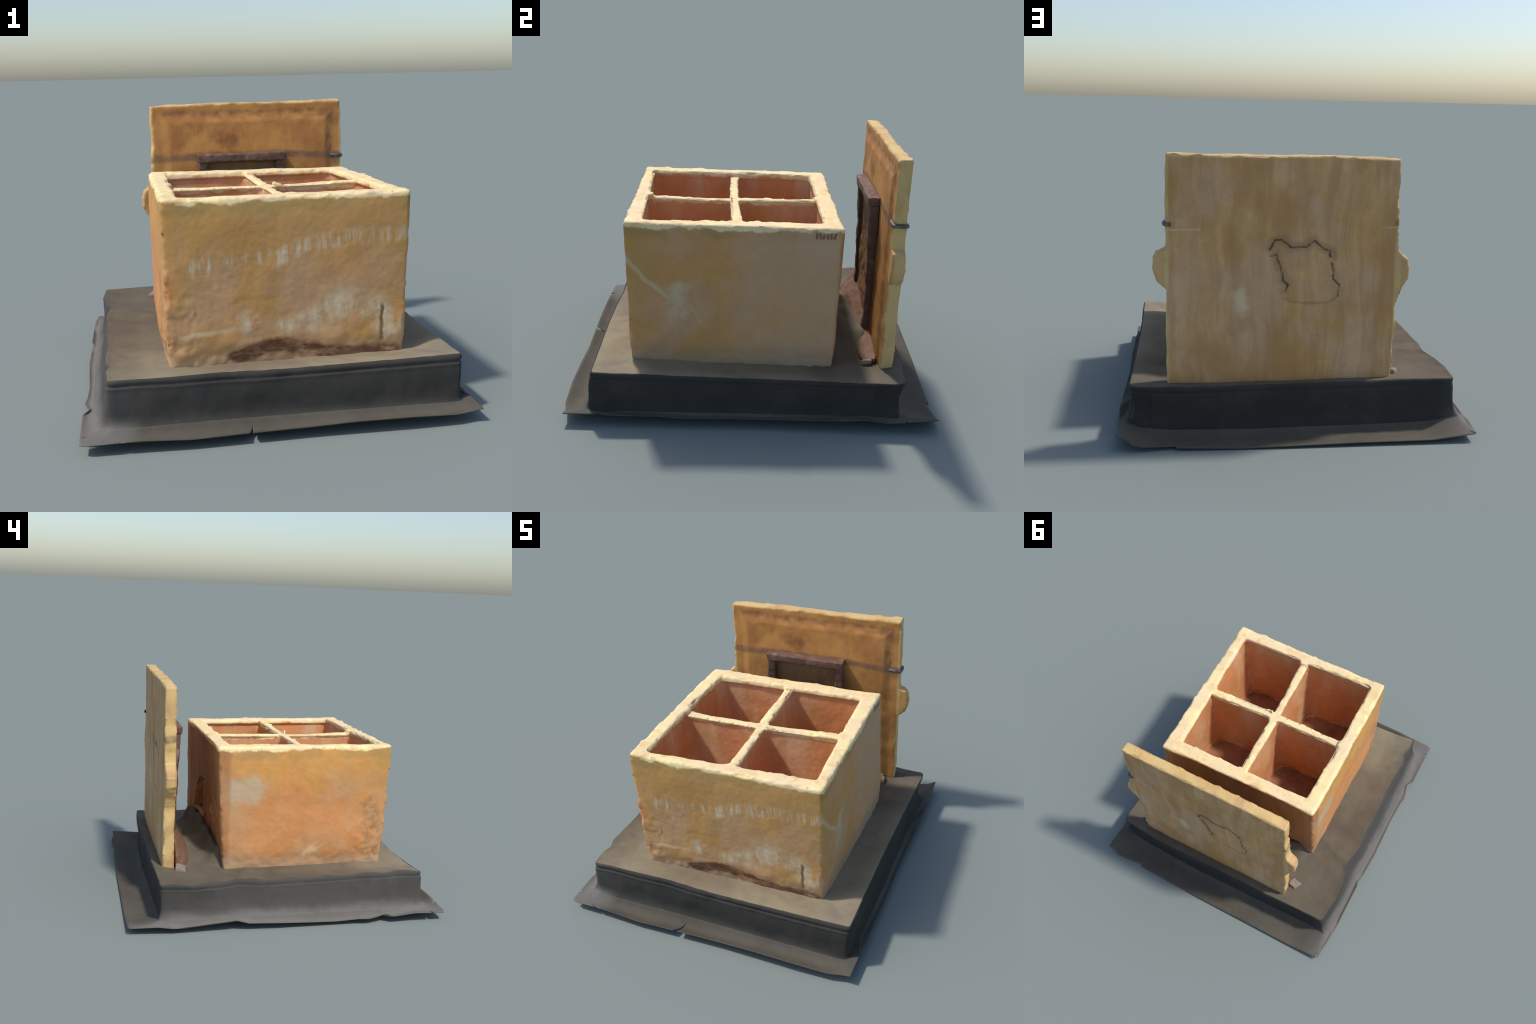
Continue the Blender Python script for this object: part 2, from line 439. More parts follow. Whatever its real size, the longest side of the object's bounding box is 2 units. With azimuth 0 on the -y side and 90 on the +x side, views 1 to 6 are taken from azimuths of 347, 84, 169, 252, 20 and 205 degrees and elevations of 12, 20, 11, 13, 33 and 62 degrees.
def wood():
    n = Nodes("dark_stand_wood")
    g = n.noise(1, 5, 0.6, stretch=(9, 9, 30))
    c = n.mix(g, (0.10, 0.052, 0.034), (0.21, 0.12, 0.085))
    pale_tint = n.band(n.noise(16, 5, 0.6), 0.5, 0.72)
    c = n.mix(n.math("MULTIPLY", pale_tint, 0.5), c, (0.33, 0.235, 0.18))
    return n.finish(c, 0.6, g, 0.3, 0.004)

def foot_wood():
    n = Nodes("foot_wood")
    c = n.mix(n.noise(9, 5), (0.13, 0.065, 0.04), (0.25, 0.14, 0.09))
    return n.finish(c, 0.7, n.noise(30, 5), 0.3, 0.004)

def pale_wood_or_tag():
    n = Nodes("pale_foot_end_or_tag")
    c = n.mix(n.noise(25, 5), (0.16, 0.125, 0.10), (0.34, 0.26, 0.20))
    return n.finish(c, 0.8)

def steel():
    n = Nodes("clip_metal")
    c = n.mix(n.band(n.noise(22, 4), 0.35, 0.65), (0.07, 0.052, 0.045), (0.21, 0.185, 0.17))
    return n.finish(c, 0.45, spec=0.5)

def cloth(name, low, high, grey):
    n = Nodes(name)
    c = n.mix(n.band(n.noise(2.4, 4, 0.6), 0.35, 0.65), low, high)
    c = n.mix(n.math("MULTIPLY", n.band(n.noise(5, 5, 0.6, shift=(4, 4, 4)), 0.5, 0.7), 0.5), c, grey)
    if name == "plinth_top_cloth":   # lighter towards the front and right, darker on the left
        px, py, pz = n.xyz()
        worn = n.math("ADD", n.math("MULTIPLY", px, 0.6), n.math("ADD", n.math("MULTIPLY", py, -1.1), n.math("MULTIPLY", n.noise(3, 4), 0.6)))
        c = n.mix(1.0, c, n.mix(n.band(worn, -0.3, 1.3), (0.80, 0.79, 0.78), (1.62, 1.58, 1.46)), "MULTIPLY")
    else:   # left-hand side painted lighter as if sunlit, with a dusty hem
        px, py, pz = n.xyz()
        left = n.band(px, -0.62, -0.80)
        hem = n.band(n.math("ADD", pz, n.math("MULTIPLY", n.math("SUBTRACT", n.noise(7, 4), 0.5), 0.08)), 0.125, 0.06)
        pale_tint = n.math("MULTIPLY", left, n.math("ADD", n.math("MULTIPLY", hem, 0.5), 0.22))
        c = n.mix(pale_tint, c, (0.185, 0.172, 0.155))
    v = n.noise(22, 5, 0.65)
    c = n.mix(1.0, c, n.mix(v, (0.86, 0.86, 0.86), (1.13, 1.13, 1.13)), "MULTIPLY")
    weave = n.new("ShaderNodeTexWave")
    weave.inputs["Scale"].default_value, weave.inputs["Distortion"].default_value = 90, 1.0
    n.put(weave.inputs["Vector"], n.P)
    return n.finish(c, 0.85, n.math("ADD", n.noise(30, 5), n.math("MULTIPLY", weave.outputs["Fac"], 0.12)), 0.25, 0.004, 0.2)

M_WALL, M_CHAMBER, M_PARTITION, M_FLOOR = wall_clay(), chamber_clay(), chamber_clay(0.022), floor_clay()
M_LID, M_HANDLE, M_WOOD, M_FOOT, M_PALE, M_STEEL = lid_clay(), lid_clay(True), wood(), foot_wood(), pale_wood_or_tag(), steel()
def board_wood():
    n = Nodes("back_board_wood")
    g = n.noise(1, 5, 0.6, stretch=(20, 20, 3))
    c = n.mix(g, (0.20, 0.105, 0.045), (0.38, 0.22, 0.09))
    return n.finish(c, 0.7, g, 0.2, 0.004)

M_BOARD = board_wood()
M_TOP = cloth("plinth_top_cloth", (0.145, 0.118, 0.085), (0.182, 0.156, 0.109), (0.122, 0.106, 0.096))
M_SIDE = cloth("plinth_side_cloth", (0.040, 0.038, 0.034), (0.052, 0.048, 0.042), (0.066, 0.061, 0.056))  # dark side cloth, set darker still with some baked shade kept in
M_SKIRT = cloth("plinth_skirt_cloth", (0.092, 0.081, 0.062), (0.114, 0.101, 0.077), (0.108, 0.098, 0.088))

# ------------------------------------------------------------------ plinth
# each side of the plinth as curves along its run: where the top edge, the foot of the
# side and the free edge of the skirt lie (x, y, z), going round counter-clockwise from front left
TOP_EDGE = [
    [(-0.800, -0.757, 0.274), (-0.69, -0.752, 0.270), (-0.49, -0.762, 0.262), (-0.31, -0.773, 0.262), (-0.08, -0.803, 0.262), (0.185, -0.826, 0.264), (0.748, -0.862, 0.268)],
    [(0.748, -0.862, 0.268), (0.763, -0.61, 0.262), (0.783, -0.288, 0.254), (0.803, -0.045, 0.252), (0.829, 0.262, 0.248), (0.847, 0.46, 0.245), (0.866, 0.643, 0.248), (0.862, 0.703, 0.248)],
    [(0.862, 0.703, 0.248), (0.572, 0.744, 0.245), (0.292, 0.760, 0.25), (-0.073, 0.781, 0.253), (-0.298, 0.798, 0.255), (-0.515, 0.807, 0.26), (-0.712, 0.815, 0.262)],
    [(-0.712, 0.815, 0.262), (-0.743, 0.62, 0.258), (-0.728, 0.43, 0.262), (-0.712, 0.378, 0.268), (-0.747, 0.22, 0.260), (-0.748, 0.06, 0.262), (-0.76, -0.09, 0.266), (-0.765, -0.21, 0.268), (-0.775, -0.36, 0.274), (-0.795, -0.536, 0.278), (-0.775, -0.595, 0.278), (-0.798, -0.663, 0.279), (-0.800, -0.757, 0.274)],
]
SIDE_FOOT = [
    [(-0.812, -0.770, 0.070), (-0.6, -0.789, 0.070), (-0.36, -0.801, 0.070), (0.06, -0.834, 0.068), (0.742, -0.882, 0.060)],
    [(0.742, -0.882, 0.060), (0.80, -0.2, 0.068), (0.848, 0.50, 0.066), (0.862, 0.692, 0.060)],
    [(0.862, 0.688, 0.046), (0.70, 0.716, 0.030), (0.30, 0.754, 0.027), (-0.30, 0.787, 0.030), (-0.60, 0.800, 0.034), (-0.724, 0.820, 0.060)],
    [(-0.724, 0.820, 0.066), (-0.755, 0.42, 0.075), (-0.79, -0.10, 0.075), (-0.815, -0.50, 0.075), (-0.812, -0.770, 0.070)],
]
SKIRT_EDGE = [
    [(-0.925, -0.862, 0.052), (-0.900, -0.877, 0.052), (-0.70, -0.897, 0.058), (-0.479, -0.922, 0.048), (-0.258, -0.934, 0.052), (0.035, -0.950, 0.054), (0.224, -0.969, 0.062), (0.455, -0.991, 0.062), (0.66, -1.000, 0.052), (0.735, -0.990, 0.052), (0.783, -0.998, 0.064)],
    [(0.783, -0.998, 0.064), (0.796, -0.838, 0.066), (0.780, -0.829, 0.068), (0.799, -0.805, 0.064), (0.810, -0.69, 0.062), (0.821, -0.53, 0.064), (0.833, -0.43, 0.058), (0.85, -0.10, 0.058), (0.878, 0.177, 0.062), (0.90, 0.40, 0.066), (0.91, 0.50, 0.076), (0.914, 0.618, 0.057), (0.92, 0.73, 0.065), (0.926, 0.868, 0.077)],
    [(0.926, 0.868, 0.077), (0.88, 0.868, 0.053), (0.855, 0.885, 0.034), (0.803, 0.886, 0.023), (0.652, 0.877, 0.016), (0.662, 0.895, 0.015), (0.369, 0.921, 0.0062), (0.16, 0.940, 0.011), (-0.184, 0.963, 0.017), (-0.55, 0.990, 0.020), (-0.765, 1.000, 0.043)],
    [(-0.765, 1.000, 0.043), (-0.79, 0.84, 0.047), (-0.802, 0.747, 0.036), (-0.825, 0.417, 0.066), (-0.818, 0.408, 0.066), (-0.83, 0.328, 0.045), (-0.85, 0.149, 0.040), (-0.862, -0.184, 0.026), (-0.876, -0.327, 0.035), (-0.890, -0.39, 0.036), (-0.880, -0.456, 0.042), (-0.869, -0.501, 0.050), (-0.904, -0.542, 0.044), (-0.912, -0.68, 0.058), (-0.925, -0.862, 0.052)],
]
SIDE_N = 150
def run_of(side, u):
    """point at fraction u of the way along one side's polyline (measured on the long axis)"""
    axis = 0 if abs(side[-1][0] - side[0][0]) > abs(side[-1][1] - side[0][1]) else 1
    length = [0.0]
    for a, b in zip(side, side[1:]):
        length.append(length[-1] + (Vector(b) - Vector(a)).length)
    pts = list(zip([l / length[-1] for l in length], side))
    return Vector([poly([(l, p[k]) for l, p in pts], u) for k in range(3)])

def ring_of(curves):
    return [run_of(s, i / SIDE_N) for s in curves for i in range(SIDE_N)]

def soften(ring, steps):
    for _ in range(steps):
        n = len(ring)
        ring = [(ring[i - 1] + ring[i] * 2 + ring[(i + 1) % n]) / 4 for i in range(n)]
    return ring

def build_plinth():
    top, foot, edge = soften(ring_of(TOP_EDGE), 3), soften(ring_of(SIDE_FOOT), 10), ring_of(SKIRT_EDGE)
    n = len(top)
    outward = []
    for i in range(n):
        t = top[(i + 3) % n] - top[i - 3]
        outward.append(Vector((t.y, -t.x, 0)).normalized())
    rings, kind = [], []
    # flat top, from the middle outwards
    mid = Vector((0.03, -0.02, 0.256))
    STEPS = 70
    for k in range(1, STEPS + 1):
        f = k / STEPS
        ring = []
        for i in range(n):
            p = mid.lerp(top[i], f)
            if k == STEPS:
                p = top[i] - outward[i] * 0.006
            amp = 0.005 + 0.002 * sstep(-0.5, -0.75, p.x)
            p.z -= 0.018 * sstep(0.97, 0.78, f) + 0.006 * sstep(-0.55, -0.68, p.x) * sstep(1.0, 0.95, f)
            p.z += amp * nz(p, 5.5, 3) * (1 - 0.3 * f) + 0.0025 * nz(p, 17, 8)
            if p.x < -0.45:   # folds run across the left strip
                p.z += 0.005 * math.sin(p.y * 27 + 3 * nz(p, 2, 1)) * sstep(-0.45, -0.7, p.x)
            # added mound in the gap behind the chest, copying the scan's false fill
            near_wall = math.exp(-((p.y - 0.385) / 0.055) ** 2)
            scan_fill = 0.17 * near_wall * sstep(-0.16, 0.02, p.x) * sstep(0.56, 0.42, p.x)
            scan_fill += 0.10 * sstep(0.38, 0.42, p.y) * sstep(0.66, 0.56, p.y) * sstep(-0.44, -0.14, p.x) * sstep(0.52, 0.36, p.x)
            scan_fill += 0.13 * near_wall * sstep(-0.44, -0.36, p.x) * sstep(0.02, -0.14, p.x)
            p.z += min(scan_fill, 0.19) * (0.85 + 0.3 * nz(p, 9, 5))
            ring.append(p)
        rings.append(ring)
        kind.append(0)
    # side: rolled edge, groove, piping, hollow waist, flare
    profile = [(0.03, 0.001), (0.07, 0.003), (0.11, 0.001), (0.145, -0.003), (0.165, -0.003), (0.185, 0.003), (0.205, 0.004), (0.23, 0.002), (0.30, 0.002), (0.40, 0.001), (0.50, 0.0), (0.60, -0.001), (0.70, -0.002), (0.80, -0.002), (0.88, 0.0), (0.94, 0.003), (0.98, 0.007), (1.0, 0.012)]
    for t, out in profile:
        ring = []
        for i in range(n):
            p = top[i].lerp(foot[i], t)
            left = i >= 3 * SIDE_N
            if i >= 2 * SIDE_N - 14 and i < 2 * SIDE_N + 10:   # pinched corner
                o_pinch = -0.022 * math.sin(math.pi * min(1, t)) 
            else:
                o_pinch = 0.0
            o = out * (0.5 if left and t < 0.3 else 1.0)
            if i // SIDE_N == 2:
                o = min(o, 0.002) - 0.008 * math.sin(math.pi * t) * min(1, 6 * (1 - (i % SIDE_N) / SIDE_N))
            elif i // SIDE_N == 0:
                o += 0.006 * math.sin(math.pi * min(1, t * 1.1))
            p += outward[i] * (o + o_pinch + 0.005 * nz(p, 6, 11) * min(1, 6 * t * (1.02 - t)) + 0.0022 * nz(p, 19, 4))
            if left:
                p += outward[i] * 0.02 * t ** 3
            ring.append(p)
        rings.append(ring)
        kind.append(1)
    hem = rings[70 + len(profile) - 1]
    DIP = (0.028, 0.004, 0.012, 0.012)
    def skirt_point(i, s):
        side, u = i // SIDE_N, (i % SIDE_N) / SIDE_N
        p = hem[i].lerp(edge[i], s)
        flat = 1 - (1 - s) ** 3.0
        dip = DIP[side] * min(1, 9 * u, 9 * (1 - u)) * math.sin(math.pi * s ** 0.7)
        p.z = lerp(hem[i].z, edge[i].z, flat) - dip + 0.0025 * nz(p, 9, 21) * s * (1 - s) * 4 + 0.0015 * nz(p, 30, 2) * (1 - s)
        p.z = max(p.z, 0.0055)
        return p
    for s in (0.06, 0.13, 0.22, 0.32, 0.43, 0.55, 0.67, 0.79, 0.90, 1.0):
        rings.append([skirt_point(i, s) for i in range(n)])
        kind.append(2)
    # underside of the cloth, closed under the plinth
    for s, dz in ((1.0, 0.0045), (0.6, 0.005), (0.3, 0.005), (0.1, 0.005)):
        rings.append([skirt_point(i, s) - Vector((0, 0, dz)) for i in range(n)])
        kind.append(2)
    verts = [mid] + [p for r in rings for p in r]
    faces, tag = [], []
    for i in range(n):
        faces.append((0, 1 + i, 1 + (i + 1) % n))
        tag.append(0)
    for k in range(len(rings) - 1):
        for i in range(n):
            j = (i + 1) % n
            a, b = 1 + k * n, 1 + (k + 1) * n
            faces.append((a + i, b + i, b + j, a + j))
            tag.append(kind[k + 1])
    verts.append(Vector((0.03, 0, 0.05)))
    last = 1 + (len(rings) - 1) * n
    for i in range(n):
        faces.append((last + i, len(verts) - 1, last + (i + 1) % n))
        tag.append(2)
    body = mesh_object("plinth_body", verts, faces)
    body.data.polygons.foreach_set("material_index", tag)
    # tears in the free edge of the cloth: (tip), (mouth left), (mouth right)
    tears = [((-0.785, -0.868), (-0.735, -0.92), (-0.700, -0.92)), ((-0.352, -0.893), (-0.398, -0.96), (-0.391, -0.96)),
             ((-0.205, -0.848), (-0.270, -0.965), (-0.232, -0.965)), ((-0.885, -0.79), (-0.95, -0.80), (-0.95, -0.775)),
             ((0.905, 0.705), (0.95, 0.735), (0.95, 0.69)), ((-0.735, 0.95), (-0.772, 1.03), (-0.782, 1.02))]
    for tip, a, b in tears:
        carve(body, [loft("tear", [[(*tip, z), (*a, z), (*b, z)] for z in (-0.02, 0.12)])])
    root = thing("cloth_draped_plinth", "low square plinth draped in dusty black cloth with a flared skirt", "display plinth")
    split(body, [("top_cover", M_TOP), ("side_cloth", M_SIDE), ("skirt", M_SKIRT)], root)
    return root

# ------------------------------------------------------------------ chest
CHEST_TOP = [(-0.522, -0.630, 0.989), (0.557, -0.694, 0.982), (0.614, 0.379, 0.971), (-0.460, 0.436, 0.986)]
CHEST_FOOT = [(-0.512, -0.610, 0.225), (0.542, -0.670, 0.225), (0.636, 0.362, 0.225), (-0.458, 0.388, 0.225)]
FLOOR_Z = 0.392
# each well: corners at the mouth and at the floor
WELLS = [
    ([(-0.449, -0.585), (0.0215, -0.593), (0.0325, -0.1465), (-0.427, -0.1195)], [(-0.424, -0.562), (0.000, -0.572), (0.010, -0.170), (-0.404, -0.145)]),
    ([(0.0565, -0.599), (0.509, -0.615), (0.519, -0.155), (0.0675, -0.1485)], [(0.070, -0.578), (0.474, -0.592), (0.488, -0.188), (0.084, -0.182)]),
    ([(0.0675, -0.1075), (0.518, -0.1105), (0.527, 0.302), (0.088, 0.326)], [(0.084, -0.106), (0.526, -0.110), (0.540, 0.284), (0.102, 0.306)]),
    ([(-0.425, -0.0805), (0.0325, -0.1075), (0.051, 0.334), (-0.387, 0.355)], [(-0.400, -0.084), (0.008, -0.106), (0.024, 0.312), (-0.366, 0.332)]),
]
def in_wells(p):
    """inside the ring of outer walls (the plan of the chest is slightly skewed)"""
    v, u = (p.y + 0.62) / 1.05, (p.x + 0.5) / 1.08
    return lerp(-0.482, -0.424, v) < p.x < lerp(0.525, 0.572, v) and lerp(-0.600, -0.642, u) < p.y < lerp(0.372, 0.335, u)

def build_chest():
    rings = [[lerp(Vector(a), Vector(b), t) for a, b in zip(CHEST_FOOT, CHEST_TOP)] for t in (0, 1)]
    body = loft("chest_body", rings)
    cuts = []
    for mouth, base in WELLS:
        m, b = rounded(mouth, 0.028), rounded(base, 0.13)
        cuts.append(loft("well", [[(x, y, FLOOR_Z) for x, y in b], [(lerp(q[0], p[0], 0.5), lerp(q[1], p[1], 0.5), 0.69) for p, q in zip(m, b)], [(x, y, 0.98) for x, y in m], [(x, y, 1.05) for x, y in m]]))
    # two broken arched openings through the foot of the back wall
    cuts.append(prism_y("arch", [(0.42, 0.40), (0.07, 0.40), (0.075, 0.60), (0.12, 0.655), (0.15, 0.672), (0.22, 0.645), (0.31, 0.56), (0.38, 0.47)], 0.30, 0.50))
    cuts.append(prism_y("arch", [(-0.12, 0.47), (-0.24, 0.46), (-0.295, 0.49), (-0.275, 0.56), (-0.19, 0.605), (-0.13, 0.57)], 0.30, 0.50))
    # broken lower edge of the front wall
    cuts.append(prism_y("chip", [(-0.32, 0.20), (-0.24, 0.298), (-0.17, 0.322), (-0.10, 0.340), (0.0, 0.345), (0.06, 0.325), (0.16, 0.292), (0.30, 0.283), (0.40, 0.285), (0.435, 0.315), (0.47, 0.290), (0.515, 0.255), (0.52, 0.20)], -0.80, lambda x: -0.618 - 0.06 * (x + 0.3)))
    cuts.append(prism_y("slit", [(0.432, 0.28), (0.447, 0.28), (0.444, 0.47), (0.434, 0.47)], -0.80, -0.650))
    carve(body, cuts)
    # the dividing walls stop a little below the rim and sag towards the crossing
    def dip(t):
        return 0.964 - 0.008 * math.sin(math.pi * t)
    cuts = [loft("sag", [[(lerp(0.036, 0.064, t) - 0.03, y, dip(t)), (lerp(0.036, 0.064, t) + 0.03, y, dip(t)), (lerp(0.036, 0.064, t) + 0.03, y, 1.1), (lerp(0.036, 0.064, t) - 0.03, y, 1.1)] for t, y in [(k / 6, lerp(-0.575, 0.312, k / 6)) for k in range(7)]]),
            loft("sag", [[(x, lerp(-0.101, -0.130, t) - 0.032, dip(t)), (x, lerp(-0.101, -0.130, t) + 0.032, dip(t)), (x, lerp(-0.101, -0.130, t) + 0.032, 1.1), (x, lerp(-0.101, -0.130, t) - 0.032, 1.1)] for t, x in [(k / 6, lerp(-0.412, 0.506, k / 6)) for k in range(7)]])]
    carve(body, cuts)
    remesh(body, 0.0065, 2)

    def swell(t):
        return max(0.0, 1 - t ** 6)

    def rule(p, nrm):
        # edges of the block crumble in little facets; faces swell and stay uneven
        edge = min(1.0, (1.0 - max(abs(nrm.x), abs(nrm.y), abs(nrm.z))) / 0.29)
        within = in_wells(p)
        d = 0.005 * nz(p, 4.5, 2) + 0.0018 * nz(p, 13, 6) + 0.0008 * nz(p, 38, 1)
        crumble = -0.001 + 0.009 * nz(p, 13, 9) + 0.0085 * nz(p, 27, 4) + 0.004 * nz(p, 48, 12) - 0.035 * max(0.0, nz(p, 9, 15) - 0.22)
        if within and p.z < 0.95:
            if p.z < FLOOR_Z + 0.04:
                d += 0.018 * nz(p, 8, 13) + 0.008 * nz(p, 21, 7)
                if nrm.z > 0.5:   # floor rises along the divider and the left wall
                    d += 0.05 * sstep(0.24, 0.10, p.x) * sstep(0.0, 0.06, p.x) + 0.03 * sstep(-0.2, -0.36, p.x)
        elif abs(nrm.z) > 0.75:
            d += 0.003
        else:
            u = (p.z - 0.60) / 0.39
            if nrm.x < -0.7:
                d += 0.005 + 0.015 * swell(u) * swell((p.y + 0.12) / 0.53) + 0.016 * math.exp(-((p.y + 0.36) / 0.18) ** 2 - ((p.z - 0.42) / 0.12) ** 2)
            elif nrm.x > 0.7:
                d += 0.005 + 0.013 * swell(u + 0.25) * swell((p.y + 0.15) / 0.53)
            elif nrm.y < -0.7:
                d += 0.004 + 0.012 * swell(u) * swell((p.x - 0.02) / 0.54) * (0.55 + 0.45 * sstep(0.45, 0.75, p.z))
            else:
                d += 0.005 - 0.020 * swell(u) * swell((p.x - 0.06) / 0.47)
            if p.x < -0.4 and p.y < -0.38 and p.z < 0.66:   # pitted lower corner
                d += (0.005 * nz(p, 17, 3) + 0.003 * nz(p, 34, 8)) * sstep(0.66, 0.5, p.z) * sstep(-0.38, -0.48, p.y)
            if p.y < -0.6 and p.z < 0.5:
                d += 0.003 * nz(p, 18, 5) * sstep(0.5, 0.36, p.z)
            if p.z < 0.34:   # ragged foot
                d += sstep(0.34, 0.28, p.z) * (0.004 * nz(p, 22, 9) - 0.004)
        d += edge * crumble * (0.5 if within and p.z < 0.9 else 1.0)
        return p + nrm * d
    displace(body, rule)
    me = body.data
    inner = [(0.003, -0.572), (0.06, -0.59)]
    tags = []
    for f in me.polygons:
        c, q = f.center, f.normal
        within = in_wells(c)
        spill = 0.972 + 0.018 * nz(c, 15, 3) + 0.010 * nz(c, 34, 8)
        px = 0.050 + 0.034 * (c.y + 0.12)
        py = -0.127 - 0.012 * (c.x - 0.05) + (0.035 * -(c.x - 0.05) if c.x < 0.05 else 0)
        on_wall = c.y > 0.308 or c.x > 0.500 or c.x < -0.408 or c.y < -0.575
        near = min(abs(c.x - px), abs(c.y - py)) < 0.032
        if within and near and c.z > FLOOR_Z + 0.02 and not on_wall:
            tags.append(2)
        elif within and c.z < FLOOR_Z + 0.05 and q.z > 0.45 and c.z > 0.32:
            tags.append(4)
        elif (c.z > 0.93 and q.z > 0.55) or c.z > spill:
            tags.append(1)
        elif within and c.z > 0.34 and c.z < 0.97:
            tags.append(3)
        else:
            tags.append(0)
    me.polygons.foreach_set("material_index", tags)
    root = thing("clay_chest", "open fired clay chest divided into four square compartments", "compartment chest")
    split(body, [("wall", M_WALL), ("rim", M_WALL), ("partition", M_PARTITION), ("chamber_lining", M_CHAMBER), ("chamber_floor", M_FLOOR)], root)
    return root

# ------------------------------------------------------------------ lid
LEFT_SIDE = [(0.235, -0.405), (0.40, -0.410), (0.51, -0.416), (0.62, -0.415), (0.69, -0.437), (0.755, -0.475), (0.81, -0.480), (0.845, -0.467), (0.885, -0.424), (0.95, -0.414), (1.02, -0.417), (1.11, -0.407), (1.25, -0.411), (1.327, -0.414)]
RIGHT_SIDE = [(0.235, 0.681), (0.54, 0.684), (0.712, 0.683), (0.722, 0.705), (0.745, 0.727), (0.80, 0.746), (0.85, 0.741), (0.880, 0.722), (0.895, 0.690), (0.91, 0.685), (1.05, 0.687), (1.19, 0.687), (1.340, 0.682)]
def build_lid():
    outline = [(x, z) for z, x in RIGHT_SIDE] + [(x, 1.340 - 0.012 * k / 8 + 0.003 * math.sin(5.1 * k)) for k, x in enumerate([0.6, 0.45, 0.3, 0.15, 0.0, -0.15, -0.3, -0.38])] + [(x, z) for z, x in LEFT_SIDE[::-1]]
    body = prism_y("lid_body", outline, lid_inner, lid_outer)
    remesh(body, 0.006, 4)
    paths = [(LID_CRACK, 0.0022), (LID_CRACK_TOP, 0.0022), (LID_CRACK_SIDE[:5], 0.0012)]

    def rule(p, nrm):
        edge = 1.0 - max(abs(nrm.x), abs(nrm.y), abs(nrm.z))
        d = 0.002 + 0.003 * nz(p, 5, 4) + 0.0018 * nz(p, 15, 2)
        d += min(1.0, edge / 0.29) * (0.007 * nz(p, 13, 5) + 0.007 * nz(p, 27, 2) + 0.0035 * nz(p, 48, 5) - 0.025 * max(0.0, nz(p, 9, 11) - 0.25))
        if abs(nrm.x) > 0.6 or nrm.z > 0.6:
            d += 0.004 * nz(p, 13, 7)
        if nrm.y < -0.5:
            inset = min(p.x + 0.41, 0.685 - p.x, 1.33 - p.z) + 0.012 * nz(p, 8, 6)
            d += 0.012 * sstep(0.045, 0.105, inset) + 0.003 * nz(p, 7, 17)
        if nrm.y > 0.6 and -0.2 < p.x < 0.25 and 0.6 < p.z < 1.0:
            for path, deep in paths:
                for (x0, z0), (x1, z1) in zip(path, path[1:]):
                    bx, bz = x1 - x0, z1 - z0
                    h = min(1, max(0, ((p.x - x0) * bx + (p.z - z0) * bz) / (bx * bx + bz * bz)))
                    r = math.hypot(p.x - x0 - bx * h, p.z - z0 - bz * h)
                    if r < 0.009:
                        d -= deep * (1 - r / 0.009)
        return p + nrm * d
    displace(body, rule)
    tags = []
    for f in body.data.polygons:
        c = f.center
        tags.append(1 if c.x > 0.692 and 0.69 < c.z < 0.92 else 2 if c.x < -0.432 and 0.64 < c.z < 0.91 else 0)
    body.data.polygons.foreach_set("material_index", tags)
    root = thing("clay_lid", "upright flat clay lid slab with two rounded side lugs", "chest lid")
    split(body, [("panel", M_LID), ("handle", M_HANDLE), ("handle", M_HANDLE)], root)
    return root

# ------------------------------------------------------------------ stand behind the lid
def rough_block(name, rings, mat, parent, voxel=0.005, amount=0.004):
    ob = remesh(loft(name, rings), voxel, 5)
    displace(ob, lambda p, q: p + q * (amount * 1.6 * nz(p, 7, 3) + amount * nz(p, 17, 5) + amount * 0.5 * nz(p, 38, 6)))
    ob.data.polygons.foreach_set("use_smooth", [True] * len(ob.data.polygons))
    ob.data.materials.clear()
    ob.data.materials.append(mat)
    ob.parent = parent
    return ob

def box_ring(x0, x1, y0, y1, z):
    return [(x0, y0, z), (x1, y0, z), (x1, y1, z), (x0, y1, z)]

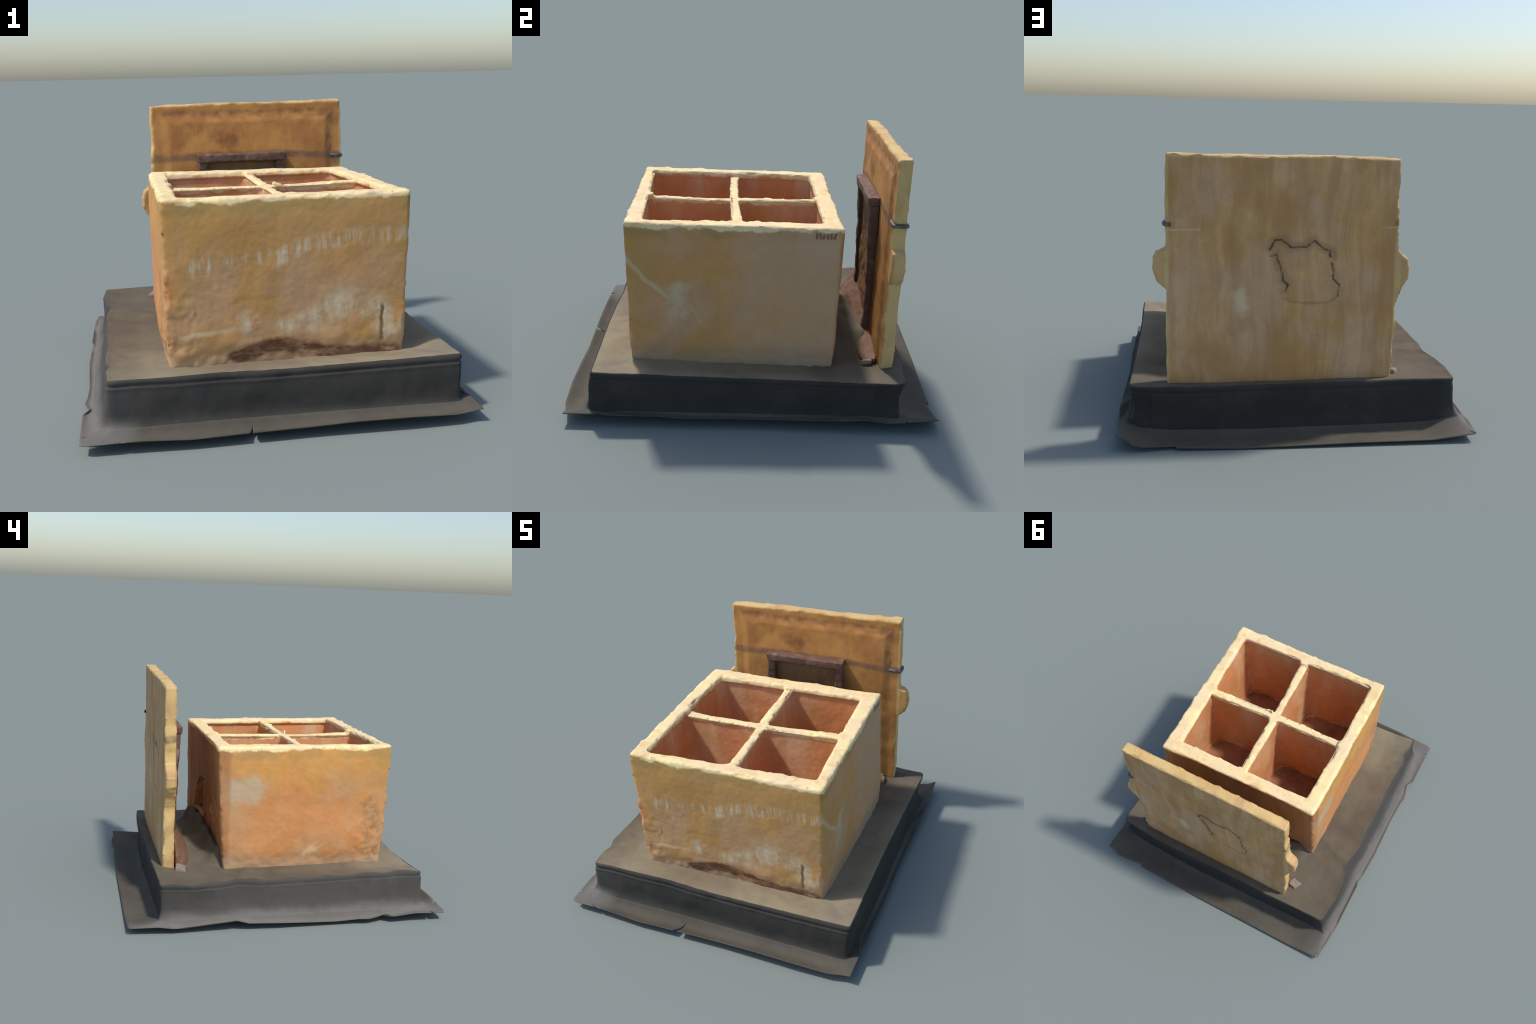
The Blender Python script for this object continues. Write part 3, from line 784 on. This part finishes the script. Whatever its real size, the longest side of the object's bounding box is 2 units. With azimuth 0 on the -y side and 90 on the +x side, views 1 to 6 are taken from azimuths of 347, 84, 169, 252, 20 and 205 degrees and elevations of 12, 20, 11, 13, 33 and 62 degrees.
def build_stand():
    root = thing("lid_stand", "small dark wooden easel propping up the lid slab", "display stand")
    front = lambda x: 0.590 - 0.075 * (x + 0.166)
    gap = -0.012
    def bar(name, x0, x1, z0, z1, mat, f0=None, lean=0.0):
        rings = []
        for x in (x0, x1):
            y0, y1 = front(x), lid_inner(x) + gap
            rings.append([(x, y0 + lean, z0), (x, y1, z0), (x, y1, z1), (x, y0, z1)])
        return rough_block(name, rings, mat, root)
    bar("rail", -0.166, 0.340, 1.008, 1.055, M_WOOD)
    for x0, x1 in ((-0.164, -0.112), (0.288, 0.338)):
        rings = []
        for z, dy in ((0.25, -0.02), (0.32, 0.012), (0.40, 0.022), (0.75, 0.014), (0.92, 0.006), (1.0, 0.0), (1.01, 0.0)):
            wide = 0.085 * sstep(0.92, 0.78, z) if x0 < 0 else 0.02
            rings.append([(x0, front(x0) + dy + 0.008, z), (x1, front(x1) + dy + 0.008, z), (x1, lid_inner(x1) + gap, z), (x0 - wide, lid_inner(x0 - wide) + gap, z)])
        rough_block("leg", rings, M_WOOD, root)
    rings = []
    for x in (-0.125, 0.30):
        y0 = lid_inner(x) - 0.032
        rings.append([(x, y0, 0.30), (x, y0 + 0.03, 0.30), (x, y0 + 0.03, 1.01), (x, y0, 1.01)])
    rough_block("back_board", rings, M_BOARD, root)
    # long foot lying on the cloth along the base of the lid, its front slope copying scan fill
    rings = []
    for x, top, out in ((-0.41, 0.32, 0.05), (-0.36, 0.40, 0.08), (-0.28, 0.44, 0.105), (-0.164, 0.44, 0.125), (0.0, 0.42, 0.13), (0.20, 0.37, 0.12), (0.34, 0.33, 0.105), (0.50, 0.29, 0.085), (0.62, 0.270, 0.07)):
        y1 = lid_inner(x) + gap
        rings.append([(x, y1 - out, 0.24), (x, y1, 0.24), (x, y1, top), (x, y1 - out * 0.35, lerp(0.24, top, 0.75)), (x, y1 - out * 0.85, lerp(0.24, top, 0.35))])
    rough_block("foot", rings, M_FOOT, root)
    rough_block("foot_end_or_tag", [box_ring(0.612, 0.634, 0.518, 0.575, 0.235), box_ring(0.612, 0.632, 0.521, 0.575, 0.262)], M_PALE, root, 0.004, 0.002)
    rough_block("foot_end_or_tag", [[(-0.488, 0.620, 0.24), (-0.415, 0.602, 0.24), (-0.395, 0.665, 0.24), (-0.458, 0.682, 0.24)], [(-0.482, 0.624, 0.2585), (-0.418, 0.607, 0.262), (-0.398, 0.660, 0.278), (-0.450, 0.676, 0.266)]], M_PALE, root, 0.004, 0.002)  # pale paper tag lying beside the left end of the foot
    # wire arms clipped round both edges of the lid
    cu = bpy.data.curves.new("clip", "CURVE")
    cu.dimensions, cu.bevel_depth, cu.bevel_resolution = "3D", 0.006, 3
    for pts in ([(0.62, lid_inner(0.62) - 0.002, 1.020), (0.688, lid_inner(0.688) - 0.003, 1.018), (0.693, lid_inner(0.69) + 0.02, 1.017), (0.693, lid_outer(0.69) - 0.01, 1.016), (0.690, lid_outer(0.69) + 0.003, 1.016), (0.665, lid_outer(0.665) + 0.003, 1.016)],):
        sp = cu.splines.new("POLY")
        sp.points.add(len(pts) - 1)
        for q, p in zip(sp.points, pts):
            q.co = (*p, 1)
            q.radius = 1.8 if p[0] > 0 else 0.9
    tmp = bpy.data.objects.new("clip_curve", cu)
    bpy.context.scene.collection.objects.link(tmp)
    me = bpy.data.meshes.new_from_object(tmp.evaluated_get(bpy.context.evaluated_depsgraph_get()))
    bpy.data.objects.remove(tmp)
    me.materials.clear()
    me.materials.append(M_STEEL)
    clip = bpy.data.objects.new("clip", me)
    bpy.context.scene.collection.objects.link(clip)
    me.polygons.foreach_set("use_smooth", [True] * len(me.polygons))
    clip.parent = root
    return root

build_plinth()
build_chest()
build_lid()
build_stand()
